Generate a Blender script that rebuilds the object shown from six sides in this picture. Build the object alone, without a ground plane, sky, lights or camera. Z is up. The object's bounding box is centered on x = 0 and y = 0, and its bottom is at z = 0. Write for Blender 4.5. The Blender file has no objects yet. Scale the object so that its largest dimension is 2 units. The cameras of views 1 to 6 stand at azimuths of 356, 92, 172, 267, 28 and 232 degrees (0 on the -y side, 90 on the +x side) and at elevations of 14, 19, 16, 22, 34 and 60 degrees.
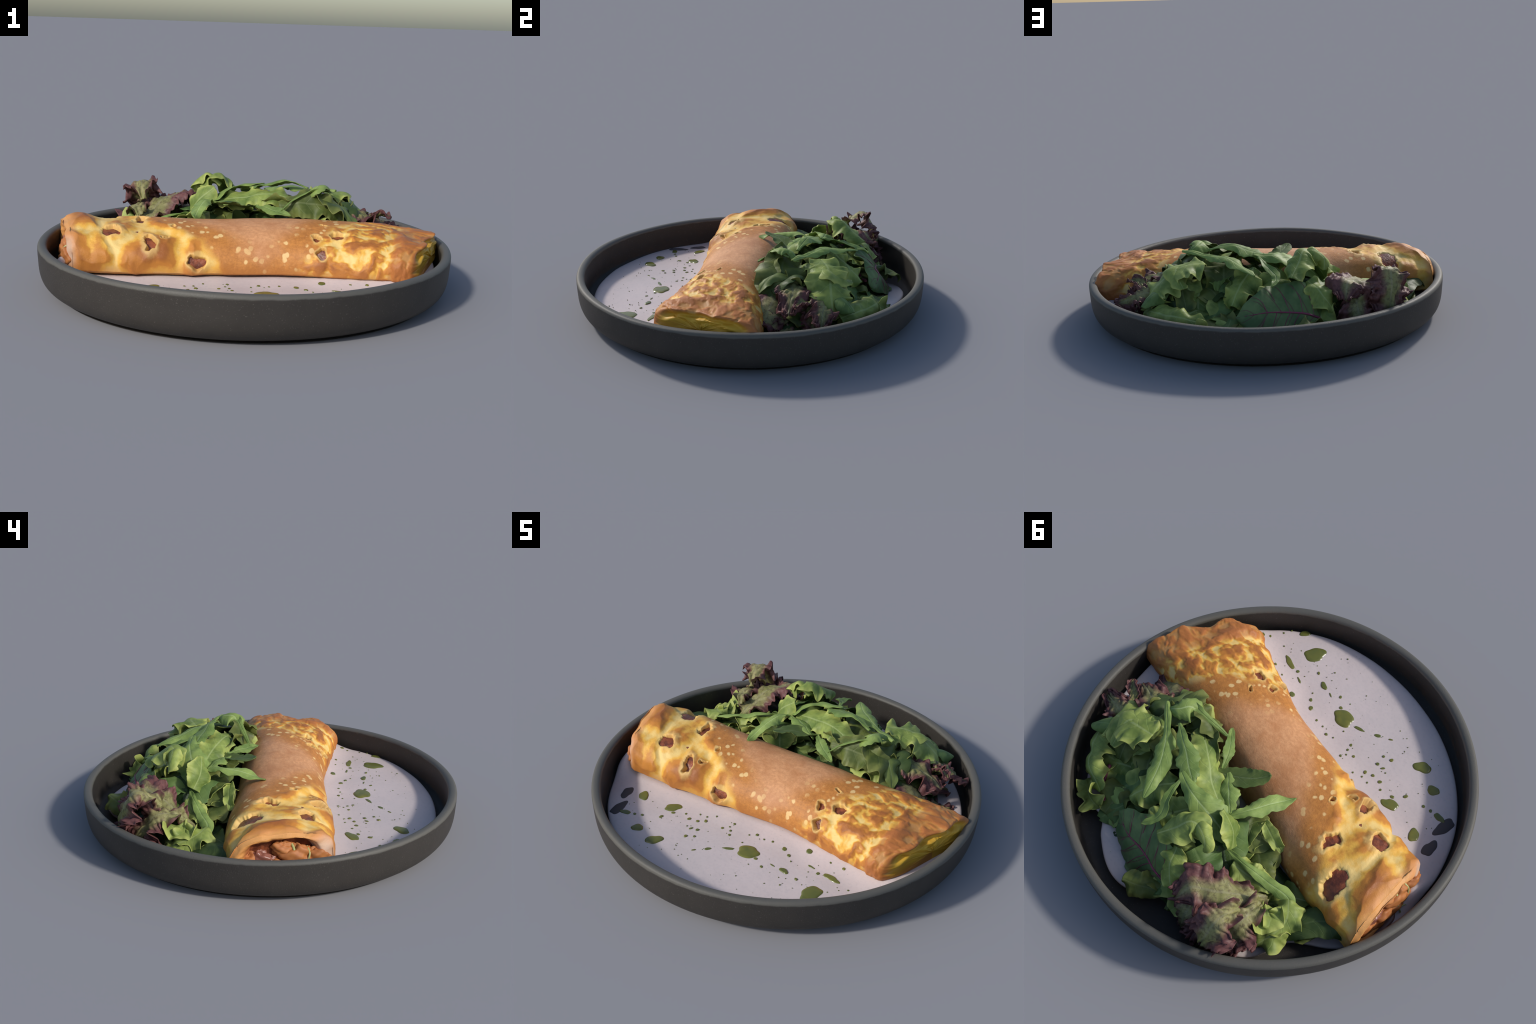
# A dark stoneware plate with pale sauce and oil drops, a rolled stuffed crepe and a leaf salad.
import bpy, math, random
import numpy as np
from mathutils import Vector

SC = bpy.context.scene
rng = np.random.default_rng(7)


# ---------------------------------------------------------------- helpers
def smooth(a, b, x):
    t = np.clip((x - a) / (b - a), 0, 1)
    return t * t * (3 - 2 * t)


def new_object(name, mesh, parent=None, material=None):
    ob = bpy.data.objects.new(name, mesh)
    SC.collection.objects.link(ob)
    if parent is not None:
        ob.parent = parent
        ob.matrix_parent_inverse = parent.matrix_world.inverted()
    if material is not None:
        mesh.materials.append(material)
    return ob


def thing(name, label, category, at):
    ob = bpy.data.objects.new(name, None)
    ob.location = at
    ob.empty_display_size = 0.1
    SC.collection.objects.link(ob)
    bpy.context.view_layer.update()
    ob["label"], ob["category"] = label, category
    return ob


def mesh_from(name, verts, faces):
    me = bpy.data.meshes.new(name)
    me.from_pydata(np.asarray(verts).tolist(), [], [list(map(int, f)) for f in faces])
    me.polygons.foreach_set("use_smooth", np.ones(len(me.polygons), bool))
    me.update()
    return me


def grid_faces(nu, nv, wrap_v=False, offset=0, flip=False):
    i, j = np.meshgrid(np.arange(nu - 1), np.arange(nv if wrap_v else nv - 1), indexing="ij")
    i, j = i.ravel(), j.ravel()
    k = (j + 1) % nv
    f = np.stack([i * nv + j, (i + 1) * nv + j, (i + 1) * nv + k, i * nv + k], 1) + offset
    return f[:, ::-1] if flip else f


def catmull(points, n):
    p = np.asarray(points, float)
    p = np.vstack([2 * p[0] - p[1], p, 2 * p[-1] - p[-2]])
    t = np.linspace(0, len(p) - 3 - 1e-9, n)
    k = t.astype(int)
    f = (t - k)[:, None]
    a, b, c, d = p[k], p[k + 1], p[k + 2], p[k + 3]
    return 0.5 * (2 * b + (c - a) * f + (2 * a - 5 * b + 4 * c - d) * f ** 2 + (3 * b - 3 * c + d - a) * f ** 3)


def unit(v):
    return v / (np.linalg.norm(v, axis=-1, keepdims=True) + 1e-12)


def table(x, xs, ys):
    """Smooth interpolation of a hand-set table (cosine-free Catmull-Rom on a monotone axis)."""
    xs, ys = np.asarray(xs, float), np.asarray(ys, float)
    m = np.gradient(ys, xs)
    k = np.clip(np.searchsorted(xs, x, side="right") - 1, 0, len(xs) - 2)
    h = xs[k + 1] - xs[k]
    t = np.clip((x - xs[k]) / h, 0, 1)
    return ((2 * t ** 3 - 3 * t ** 2 + 1) * ys[k] + (t ** 3 - 2 * t ** 2 + t) * h * m[k]
            + (-2 * t ** 3 + 3 * t ** 2) * ys[k + 1] + (t ** 3 - t ** 2) * h * m[k + 1])


class Nodes:
    """Short-hand for node maths; works in shader trees and in geometry trees alike."""

    def __init__(self, tree):
        self.t = tree

    def put(self, sock, v):
        if isinstance(v, bpy.types.NodeSocket):
            self.t.links.new(v, sock)
        elif v is not None:
            sock.default_value = v

    def node(self, kind, **attrs):
        n = self.t.nodes.new(kind)
        for k, v in attrs.items():
            setattr(n, k, v)
        return n

    def m(self, op, a, b=None, clamp=False):
        n = self.node("ShaderNodeMath", operation=op, use_clamp=clamp)
        self.put(n.inputs[0], a)
        if b is not None:
            self.put(n.inputs[1], b)
        return n.outputs[0]

    def v(self, op, a, b=None):
        n = self.node("ShaderNodeVectorMath", operation=op)
        self.put(n.inputs[0], a)
        if b is not None:
            self.put(n.inputs[3 if op == "SCALE" else 1], b)
        return n.outputs["Value"] if op in ("LENGTH", "DISTANCE", "DOT_PRODUCT") else n.outputs["Vector"]

    def split(self, a):
        n = self.node("ShaderNodeSeparateXYZ")
        self.put(n.inputs[0], a)
        return n.outputs

    def join(self, x, y, z=0.0):
        n = self.node("ShaderNodeCombineXYZ")
        for s, v in zip(n.inputs, (x, y, z)):
            self.put(s, v)
        return n.outputs[0]

    def noise(self, vec, scale, detail=2.0, rough=0.5, color=False):
        n = self.node("ShaderNodeTexNoise")
        self.put(n.inputs["Vector"], vec)
        n.inputs["Scale"].default_value, n.inputs["Detail"].default_value, n.inputs["Roughness"].default_value = scale, detail, rough
        return n.outputs["Color" if color else 0]

    def voronoi(self, vec, scale, feature="F1", out="Distance", rand=1.0):
        n = self.node("ShaderNodeTexVoronoi", feature=feature)
        self.put(n.inputs["Vector"], vec)
        n.inputs["Scale"].default_value, n.inputs["Randomness"].default_value = scale, rand
        return n.outputs[out]

    def ramp(self, x, lo, hi, to0=0.0, to1=1.0, kind="SMOOTHSTEP"):
        n = self.node("ShaderNodeMapRange", interpolation_type=kind)
        for s, v in zip(n.inputs, (x, lo, hi, to0, to1)):
            self.put(s, v)
        return n.outputs[0]

    def mix(self, fac, a, b):
        n = self.node("ShaderNodeMix", data_type="RGBA")
        self.put(n.inputs[0], fac)
        for i, v in ((6, a), (7, b)):
            self.put(n.inputs[i], (*v, 1) if isinstance(v, tuple) else v)
        return n.outputs[2]

    def warp(self, vec, scale, amount, detail=2.0):
        c = self.noise(vec, scale, detail, color=True)
        return self.v("ADD", vec, self.v("SCALE", self.v("SUBTRACT", c, (0.5, 0.5, 0.5)), amount))


def material(name, rough=0.6, spec=0.4, coat=0.0, sss=0.0):
    mt = bpy.data.materials.new(name)
    mt.use_nodes = True
    b = mt.node_tree.nodes["Principled BSDF"]
    b.inputs["Roughness"].default_value = rough
    b.inputs["Specular IOR Level"].default_value = spec
    b.inputs["Coat Weight"].default_value = coat
    if sss:
        b.inputs["Subsurface Weight"].default_value = sss
        b.inputs["Subsurface Radius"].default_value = (0.03, 0.015, 0.008)
        b.inputs["Subsurface Scale"].default_value = 1.0
    return mt, Nodes(mt.node_tree), b


def coords(n, which="Object"):
    return n.node("ShaderNodeTexCoord").outputs[which]


def bump(n, b, height, strength, distance):
    k = n.node("ShaderNodeBump")
    k.inputs["Strength"].default_value, k.inputs["Distance"].default_value = strength, distance
    n.put(k.inputs["Height"], height)
    n.put(b.inputs["Normal"], k.outputs[0])


def sample_fields(points, build):
    """Evaluate a node-built set of scalar fields at points (the same nodes the material uses)."""
    me = bpy.data.meshes.new("probe")
    me.from_pydata(np.asarray(points).tolist(), [], [])
    ob = bpy.data.objects.new("probe", me)
    SC.collection.objects.link(ob)
    g = bpy.data.node_groups.new("probe", "GeometryNodeTree")
    g.interface.new_socket("Geometry", in_out="INPUT", socket_type="NodeSocketGeometry")
    g.interface.new_socket("Geometry", in_out="OUTPUT", socket_type="NodeSocketGeometry")
    n = Nodes(g)
    flow = n.node("NodeGroupInput").outputs[0]
    fields = build(n, n.node("GeometryNodeInputPosition").outputs[0])
    for k, s in fields.items():
        st = n.node("GeometryNodeStoreNamedAttribute", data_type="FLOAT", domain="POINT")
        g.links.new(flow, st.inputs["Geometry"])
        st.inputs["Name"].default_value = k
        n.put(st.inputs["Value"], s)
        flow = st.outputs[0]
    g.links.new(flow, n.node("NodeGroupOutput").inputs[0])
    md = ob.modifiers.new("probe", "NODES")
    md.node_group = g
    ev = ob.evaluated_get(bpy.context.evaluated_depsgraph_get())
    out = {}
    for k in fields:
        a = np.empty(len(points), np.float32)
        ev.data.attributes[k].data.foreach_get("value", a)
        out[k] = a.astype(float)
    bpy.data.objects.remove(ob)
    bpy.data.meshes.remove(me)
    bpy.data.node_groups.remove(g)
    return out


def normals_of(P, faces):
    n = np.zeros_like(P)
    fn = np.cross(P[faces[:, 2]] - P[faces[:, 0]], P[faces[:, 3]] - P[faces[:, 1]])
    for k in range(4):
        np.add.at(n, faces[:, k], fn)
    return unit(n)


def with_form(ob, form):
    """The mesh keeps its flat, unrolled layout as Basis; the built form is a shape key.
    Generated coordinates then run along and across the sheet wherever it is bent."""
    ob.shape_key_add(name="flat_sheet")
    k = ob.shape_key_add(name="built_form")
    k.data.foreach_set("co", np.asarray(form, np.float32).ravel())
    k.value = 1.0
    k.slider_max = 1.0


# ---------------------------------------------------------------- plate
def build_plate():
    prof = [(0.0, 0.0), (0.84, 0.0), (0.88, 0.003), (0.905, 0.009), (0.93, 0.018), (0.955, 0.032), (0.974, 0.05), (0.987, 0.075), (0.9945, 0.11), (0.998, 0.16),
            (1.0, 0.2), (0.9995, 0.212), (0.995, 0.221), (0.986, 0.226), (0.972, 0.226), (0.961, 0.221), (0.955, 0.211),
            (0.954, 0.19), (0.955, 0.15), (0.956, 0.115), (0.954, 0.085), (0.946, 0.06), (0.925, 0.044), (0.88, 0.037), (0.7, 0.036), (0.0, 0.036)]
    p = np.array(prof)
    dense = catmull(p, 150)
    dense[:, 0] = np.clip(dense[:, 0], 0, 1.0)
    dense[:, 1] = np.clip(dense[:, 1], 0, 1)
    nt = 256
    th = np.linspace(0, 2 * np.pi, nt, endpoint=False)
    prof_r, prof_z = dense[1:-1, 0], dense[1:-1, 1]
    V = np.stack([np.outer(prof_r, np.cos(th)), np.outer(prof_r, np.sin(th)), np.repeat(prof_z[:, None], nt, 1)], -1)
    n = len(prof_r)
    # hand-thrown unevenness of the rim
    wob = 0.0025 * np.sin(3 * th + 1) + 0.0015 * np.sin(7 * th + 2)
    V[..., 2] += wob[None] * smooth(0.1, 0.2, V[..., 2])
    verts = np.vstack([V.reshape(-1, 3), [(0, 0, 0), (0, 0, 0.036)]])
    faces = grid_faces(n, nt, wrap_v=True).tolist()
    faces += [(n * nt, (k + 1) % nt, k) for k in range(nt)]
    last = (n - 1) * nt
    faces += [(n * nt + 1, last + k, last + (k + 1) % nt) for k in range(nt)]
    me = mesh_from("plate", verts, faces)
    mt, s, b = material("dark_stoneware", rough=0.55, spec=0.35)
    co = coords(s)
    f = s.noise(co, 9, 4, 0.6)
    g = s.noise(co, 160, 2, 0.6)
    col = s.mix(f, (0.036, 0.0315, 0.027), (0.052, 0.046, 0.040))
    col = s.mix(s.ramp(g, 0.62, 0.75), col, (0.10, 0.09, 0.08))
    # the glaze is paler along the lip
    z = s.split(co)[2]
    lip = s.ramp(s.m("ADD", z, s.m("MULTIPLY", s.m("SUBTRACT", s.noise(co, 14, 3), 0.5), 0.012)), 0.205, 0.214)
    col = s.mix(s.m("MULTIPLY", lip, 0.85), col, (0.125, 0.12, 0.105))
    s.put(b.inputs["Base Color"], col)
    bump(s, b, g, 0.25, 0.004)
    ob = new_object("plate", me, None, mt)
    ob["label"] = "round dark stoneware plate with straight raised rim"
    ob["category"] = "plate"
    return ob


# ---------------------------------------------------------------- sauce
def sauce_z(x, y):
    """Level of the sauce: slightly tilted, and banked up along the foot of the roll."""
    foot = table(np.clip(x, -0.85, 0.75), [-0.85, -0.55, -0.2, 0.1, 0.4, 0.75], [-0.25, -0.27, -0.29, -0.305, -0.36, -0.43])
    bank = np.clip(1 - (foot - y) / 0.15, 0, 1) ** 2 * (y > foot - 0.15) * np.interp(x, [-0.95, -0.7, 0.2, 0.7, 0.9], [0.02, 0.022, 0.018, 0.04, 0.04])
    smear = 0.075 * np.exp(-((x + 0.875) / 0.045) ** 2 - ((y + 0.165) / 0.085) ** 2)      # pale sauce drawn up over the corner of the roll
    return 0.0885 + 0.022 * x + bank * (1 - smooth(0.0, 0.25, y)) + smear


def inside_plate(x, y, z):
    """Radius of the plate's inner wall at height z."""
    return np.interp(z, [0.04, 0.06, 0.085, 0.115, 0.15, 0.19], [0.9, 0.94, 0.95, 0.955, 0.955, 0.955])


def build_sauce():
    ang = [-180, -166, -157, -142, -131, -112, -95, -75, -59, -45, -31, 0, 10, 37, 46, 62, 67, 74, 94, 104, 112, 119, 130, 137, 148, 164, 173, 180]
    rad = [0.938, 0.935, 0.932, 0.93, 0.92, 0.905, 0.898, 0.91, 0.928, 0.932, 0.922, 0.925, 0.92, 0.905, 0.90, 0.875, 0.835, 0.86, 0.87, 0.77, 0.80, 0.85, 0.90, 0.90, 0.83, 0.91, 0.93, 0.935]
    nt, nr = 360, 60
    th = np.linspace(-180, 180, nt, endpoint=False)
    R = table(th, ang, rad)
    t = np.radians(th)
    f = np.concatenate([np.linspace(0, 0.975, nr), [0.988, 0.996, 1.0, 0.998, 0.982]])
    drop = np.concatenate([np.zeros(nr), [0.001, 0.003, 0.007, 0.02, 0.042]])
    X, Y = np.outer(f, R * np.cos(t)), np.outer(f, R * np.sin(t))
    Z = sauce_z(X, Y) + 0.0012 * np.sin(9 * X + 2) * np.sin(7 * Y) + 0.0008 * np.sin(23 * X + 5 * Y) - drop[:, None]
    # a smear that climbs the open end of the roll
    V = np.stack([X, Y, Z], -1).reshape(-1, 3)
    me = mesh_from("sauce", V, grid_faces(len(f), nt, wrap_v=True))
    mt, s, b = material("cream_sauce", rough=0.38, spec=0.45, sss=0.0)
    co = coords(s)
    big = s.noise(co, 3.5, 3)
    fine = s.noise(co, 70, 3, 0.65)
    col = s.mix(s.ramp(big, 0.35, 0.7), (0.64, 0.56, 0.545), (0.70, 0.60, 0.58))
    speck = s.m("MULTIPLY", s.ramp(s.voronoi(s.warp(co, 20, 0.03), 42), 0.16, 0.06), s.ramp(s.noise(co, 6, 2), 0.5, 0.66))
    col = s.mix(s.m("MULTIPLY", speck, 0.45), col, (0.24, 0.22, 0.15))
    col = s.mix(s.ramp(fine, 0.45, 0.8, 0, 0.25), col, (0.42, 0.38, 0.40))
    s.put(b.inputs["Base Color"], col)
    bump(s, b, s.noise(co, 26, 3), 0.25, 0.006)
    ob = new_object("sauce", me, None, mt)
    ob["label"] = "pale pinkish sauce pool with green oil drops"
    ob["category"] = "sauce"

    mo, s, b = material("herb_oil", rough=0.22, spec=0.5)
    co = coords(s)
    r = s.node("ShaderNodeObjectInfo").outputs["Random"]
    col = s.mix(r, (0.15, 0.16, 0.035), (0.23, 0.21, 0.035))
    col = s.mix(s.noise(co, 30, 2), col, (0.10, 0.125, 0.035))
    s.put(b.inputs["Base Color"], col)
    drops = [(0.471, -0.646, 0.061, 0.047, -125), (0.612, -0.688, 0.028, 0.021, -125), (0.507, -0.507, 0.049, 0.017, 168), (0.437, -0.506, 0.010, 0.010, 136), (0.285, -0.562, 0.031, 0.013, 157), (0.334, -0.390, 0.018, 0.015, 141), (0.255, -0.452, 0.011, 0.009, 140), (0.214, -0.420, 0.015, 0.012, 139), (0.069, -0.519, 0.062, 0.046, -165), (-0.030, -0.543, 0.035, 0.009, -162), (-0.116, -0.592, 0.019, 0.011, -146), (-0.173, -0.631, 0.012, 0.005, -139), (-0.388, -0.654, 0.047, 0.032, -130), (-0.520, -0.612, 0.035, 0.025, -144), (-0.450, -0.388, 0.051, 0.029, -157), (-0.649, -0.535, 0.033, 0.019, 179), (-0.645, -0.374, 0.036, 0.030, 130), (-0.242, -0.487, 0.010, 0.009, -117), (-0.227, -0.539, 0.008, 0.007, -96), (-0.267, -0.557, 0.011, 0.009, -116), (-0.277, -0.492, 0.012, 0.006, -125), (-0.079, -0.448, 0.009, 0.008, 135), (-0.091, -0.417, 0.008, 0.007, 135), (-0.138, -0.417, 0.009, 0.008, 134), (-0.109, -0.393, 0.006, 0.005, 135), (-0.098, -0.365, 0.008, 0.007, 136), (-0.242, -0.407, 0.011, 0.009, 132), (-0.279, -0.426, 0.009, 0.009, -90), (-0.327, -0.430, 0.013, 0.009, -124), (-0.363, -0.403, 0.008, 0.007, -104), (-0.464, -0.480, 0.013, 0.009, -111), (0.178, -0.587, 0.010, 0.008, 137), (0.125, -0.547, 0.011, 0.009, -166), (0.044, -0.386, 0.009, 0.008, 138), (0.364, -0.589, 0.010, 0.007, 141), (0.389, -0.478, 0.021, 0.006, 163), (0.219, -0.553, 0.016, 0.004, 162), (0.734, -0.497, 0.016, 0.011, 144), (0.682, -0.598, 0.007, 0.006, 142), (0.669, -0.643, 0.006, 0.005, -121), (0.706, -0.526, 0.009, 0.007, 143), (0.138, -0.398, 0.008, 0.007, 139), (-0.427, -0.425, 0.013, 0.009, -152), (-0.557, -0.515, 0.009, 0.008, 124), (-0.596, -0.526, 0.010, 0.009, 123), (-0.294, -0.376, 0.006, 0.005, 132), (-0.209, -0.354, 0.006, 0.005, 134), (0.008, -0.403, 0.005, 0.004, 137), (0.536, -0.434, 0.009, 0.007, 143), (0.462, -0.421, 0.007, 0.005, 142), (0.091, -0.401, 0.006, 0.005, 138), (-0.253, -0.377, 0.006, 0.005, 133), (-0.305, -0.485, 0.005, 0.004, -117)]

    def blob(x, y, a, b_, deg, rough, k):
        m, rings = 48, 7
        q = np.linspace(0, 2 * np.pi, m, endpoint=False)
        edge = 1 + rough * (0.5 * np.sin(2 * q + k) + 0.35 * np.sin(3 * q + 2.3 * k) + 0.2 * np.sin(5 * q + 1.7 * k))
        c, s_ = math.cos(math.radians(deg)), math.sin(math.radians(deg))
        h = min(0.004, 0.12 * b_)
        pts = [(x, y, float(sauce_z(x, y)) + 0.002 + h)]
        for i in range(1, rings + 1):
            f = i / rings
            lx, ly = a * f * edge * np.cos(q), b_ * f * edge * np.sin(q)
            px, py = x + lx * c - ly * s_, y + lx * s_ + ly * c
            pz = sauce_z(px, py) + 0.002 + h * (1 - f ** 4) - 0.004 * (i == rings)
            pts += np.stack([px, py, pz], -1).tolist()
        fc = [(0, 1 + k2, 1 + (k2 + 1) % m) for k2 in range(m)]
        for i in range(rings - 1):
            for k2 in range(m):
                l = (k2 + 1) % m
                fc.append((1 + i * m + k2, 1 + (i + 1) * m + k2, 1 + (i + 1) * m + l, 1 + i * m + l))
        return pts, fc

    small_v, small_f = [], []
    for i, (x, y, a, b_, deg) in enumerate(drops):
        pts, fc = blob(x, y, a, b_, deg, 0.22 if a > 0.02 else 0.12, i * 1.3)
        if a > 0.0085:
            new_object("oil_drop", mesh_from("oil_drop", pts, fc), ob, mo)
        else:
            k = len(small_v)
            small_v += pts
            small_f += [tuple(v + k for v in f) for f in fc]
    r2 = np.random.default_rng(3)
    for i in range(130):
        x, y = r2.uniform(-0.7, 0.75), r2.uniform(-0.8, -0.3)
        if x * x + y * y > 0.72 or y > -0.36 - 0.12 * x:
            continue
        a = r2.uniform(0.0015, 0.0045) * (1.3 if r2.random() < 0.2 else 0.8)
        pts, fc = blob(x, y, a, a * r2.uniform(0.6, 1), r2.uniform(0, 180), 0.1, i)
        k = len(small_v)
        small_v += pts
        small_f += [tuple(v + k for v in f) for f in fc]
    st = new_object("oil_speckle", mesh_from("oil_speckle", small_v, small_f), ob, mo)
    st["kind"] = "stuff"

    # two flat grey patches added on the sauce, after masking faults in its scanned texture
    mb, s, b = material("mask_fault_grey", rough=0.7, spec=0.2)
    s.put(b.inputs["Base Color"], s.mix(s.noise(coords(s), 40), (0.088, 0.078, 0.080), (0.10, 0.088, 0.09)))
    for (x, y, a, b_, deg, k) in ((-0.700, -0.52, 0.066, 0.036, 84, 0.7), (-0.742, -0.39, 0.05, 0.033, 100, 2.0)):
        pts, fc = blob(x, y, a, b_, deg, 0.25, k)
        pts = [(px, py, pz - 0.0025) for px, py, pz in pts]
        new_object("mask_fault_patch", mesh_from("mask_fault_patch", pts, fc), ob, mb)
    mj, s, b = material("red_brown", rough=0.3, spec=0.5)  # flat reddish-brown patch on the sauce by the open end
    s.put(b.inputs["Base Color"], s.mix(s.noise(coords(s), 25), (0.16, 0.075, 0.06), (0.26, 0.14, 0.115)))
    pts, fc = blob(-0.905, 0.045, 0.085, 0.028, 93, 0.2, 1.1)
    new_object("red_brown_patch", mesh_from("red_brown_patch", pts, fc), ob, mj)
    return ob


# ---------------------------------------------------------------- crepe
LEN, GIRTH, CAP = 1.78, 1.36, 0.16      # unrolled metric size: along, around, end closure
# 3D places of the tears in the crust: x, y, z, half length along, half width around
TEARS = [(-0.645, -0.129, 0.272, 0.050, 0.045), (-0.459, -0.22, 0.245, 0.034, 0.055), (-0.513, 0.04, 0.309, 0.030, 0.060),
         (-0.238, -0.276, 0.169, 0.045, 0.040), (0.42, -0.246, 0.308, 0.036, 0.026), (0.321, -0.249, 0.274, 0.019, 0.022),
         (0.344, -0.32, 0.226, 0.026, 0.030), (-0.679, 0.157, 0.285, 0.048, 0.085), (-0.385, -0.19, 0.27, 0.014, 0.012),
         (0.36, -0.16, 0.33, 0.016, 0.010), (-0.36, -0.10, 0.31, 0.011, 0.010)]


def crepe_base():
    ns, npsi, ncap = 560, 380, 36
    st = [0, 0.1, 0.25, 0.4, 0.5, 0.6, 0.75, 0.88, 1.0]
    FX = [-0.815, -0.68, -0.45, -0.20, -0.02, 0.15, 0.40, 0.585, 0.725]
    FY = [-0.255, -0.272, -0.288, -0.300, -0.303, -0.315, -0.375, -0.425, -0.45]
    BX = [-0.92, -0.76, -0.50, -0.22, 0.0, 0.2, 0.5, 0.74, 0.958]
    BY = [0.262, 0.266, 0.250, 0.210, 0.175, 0.155, 0.125, 0.11, 0.08]
    TOP = [0.318, 0.320, 0.315, 0.318, 0.328, 0.335, 0.334, 0.317, 0.274]
    LOW = [0.095, 0.090, 0.090, 0.092, 0.095, 0.10, 0.105, 0.115, 0.130]
    EXP = [2.9, 2.6, 2.35, 2.15, 2.1, 2.1, 2.2, 2.7, 3.4]
    s = np.linspace(0, 1, ns)
    fx, fy, bx, by, top, low, ex = (table(s, st, v) for v in (FX, FY, BX, BY, TOP, LOW, EXP))
    # arc-length even section
    psi = np.arange(npsi) / npsi
    P = np.zeros((ns, npsi, 3))
    for i in range(ns):
        th = np.linspace(0, 2 * np.pi, 1200)
        e = 2 / ex[i]
        lat = -np.sign(np.sin(th)) * np.abs(np.sin(th)) ** e
        ver = -np.sign(np.cos(th)) * np.abs(np.cos(th)) ** e
        mid = low[i] + 0.14 * (top[i] - low[i])
        z = np.where(ver > 0, mid + ver * (top[i] - mid), mid + ver * (mid - low[i]))
        lat = lat * (1 - 0.05 * smooth(0, 1, -ver)) + 0.14 * smooth(0.1, 1, ver) * (1 - np.abs(lat))
        x = (fx[i] + bx[i]) / 2 + lat * (bx[i] - fx[i]) / 2
        y = (fy[i] + by[i]) / 2 + lat * (by[i] - fy[i]) / 2
        q = np.stack([x, y, z], 1)
        d = np.concatenate([[0], np.cumsum(np.linalg.norm(np.diff(q, axis=0), axis=1))])
        d /= d[-1]
        P[i] = np.stack([np.interp(psi, d, q[:, k]) for k in range(3)], 1)
    # end closures: rings that shrink towards the middle of the end
    def cap(ring, out, recess):
        c = ring.mean(0)
        rows = []
        for k in range(1, ncap + 1):
            t = k / ncap
            f = 1 - t
            push = recess(t)
            rows.append(c + (ring - c) * f + out * push)
        return np.array(rows)
    ax0 = unit(np.array([-1.0, 0.09, 0]))
    ax1 = unit(np.array([0.93, -0.36, 0]))
    left = cap(P[0], ax0, lambda t: 0.034 * np.sin(np.pi * min(t / 0.42, 1.0)) - 0.06 * smooth(0.34, 0.58, t))
    right = cap(P[-1], ax1, lambda t: 0.042 * np.sin(np.pi / 2 * min(t / 0.30, 1)))
    rows = np.concatenate([left[::-1], P, right])
    X = np.concatenate([-CAP * np.arange(ncap, 0, -1) / ncap, s * LEN, LEN + CAP * np.arange(1, ncap + 1) / ncap])
    return rows, X, psi * GIRTH


def crepe_fields(tears):
    def build(n, M):
        x, y, _ = n.split(M)
        out = {}
        W = n.warp(M, 5.0, 0.13)
        wx, wy, _ = n.split(W)
        # smooth middle: its borders slant round the roll
        turn = n.m("MINIMUM", n.m("MAXIMUM", n.m("SUBTRACT", wy, 0.27), 0.0), 0.62)
        right = n.m("ADD", 1.13, n.m("MULTIPLY", turn, 0.52))
        left = n.m("SUBTRACT", 0.86, n.m("MULTIPLY", turn, 0.85))
        out["over_r"] = n.m("SUBTRACT", wx, right)
        out["over_l"] = n.m("SUBTRACT", left, wx)
        out["edge"] = n.m("MAXIMUM", out["over_r"], out["over_l"])           # > 0 outside the smooth middle
        out["pillow"] = n.ramp(n.voronoi(n.v("MULTIPLY", W, (1.15, 0.85, 1)), 3.7, "DISTANCE_TO_EDGE"), 0.0, 0.42)
        out["pucker"] = n.ramp(n.noise(n.v("MULTIPLY", n.warp(M, 8.0, 0.08), (1.0, 1.2, 1)), 11.5, 2, 0.5), 0.36, 0.64)
        out["wave"] = n.noise(M, 6.0, 2)
        out["fold"] = n.noise(n.v("MULTIPLY", W, (2.1, 0.7, 1)), 5.5, 1.2)
        V = n.warp(n.warp(M, 11.0, 0.075), 32.0, 0.030, 2)
        near = None
        for (cx, cy, rx, ry) in tears:
            d = n.v("LENGTH", n.v("DIVIDE", n.v("SUBTRACT", V, (cx, cy, 0.0)), (rx, ry, 1.0)))
            near = d if near is None else n.m("MINIMUM", near, d)
        out["tear"] = near
        return out
    return build


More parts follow.
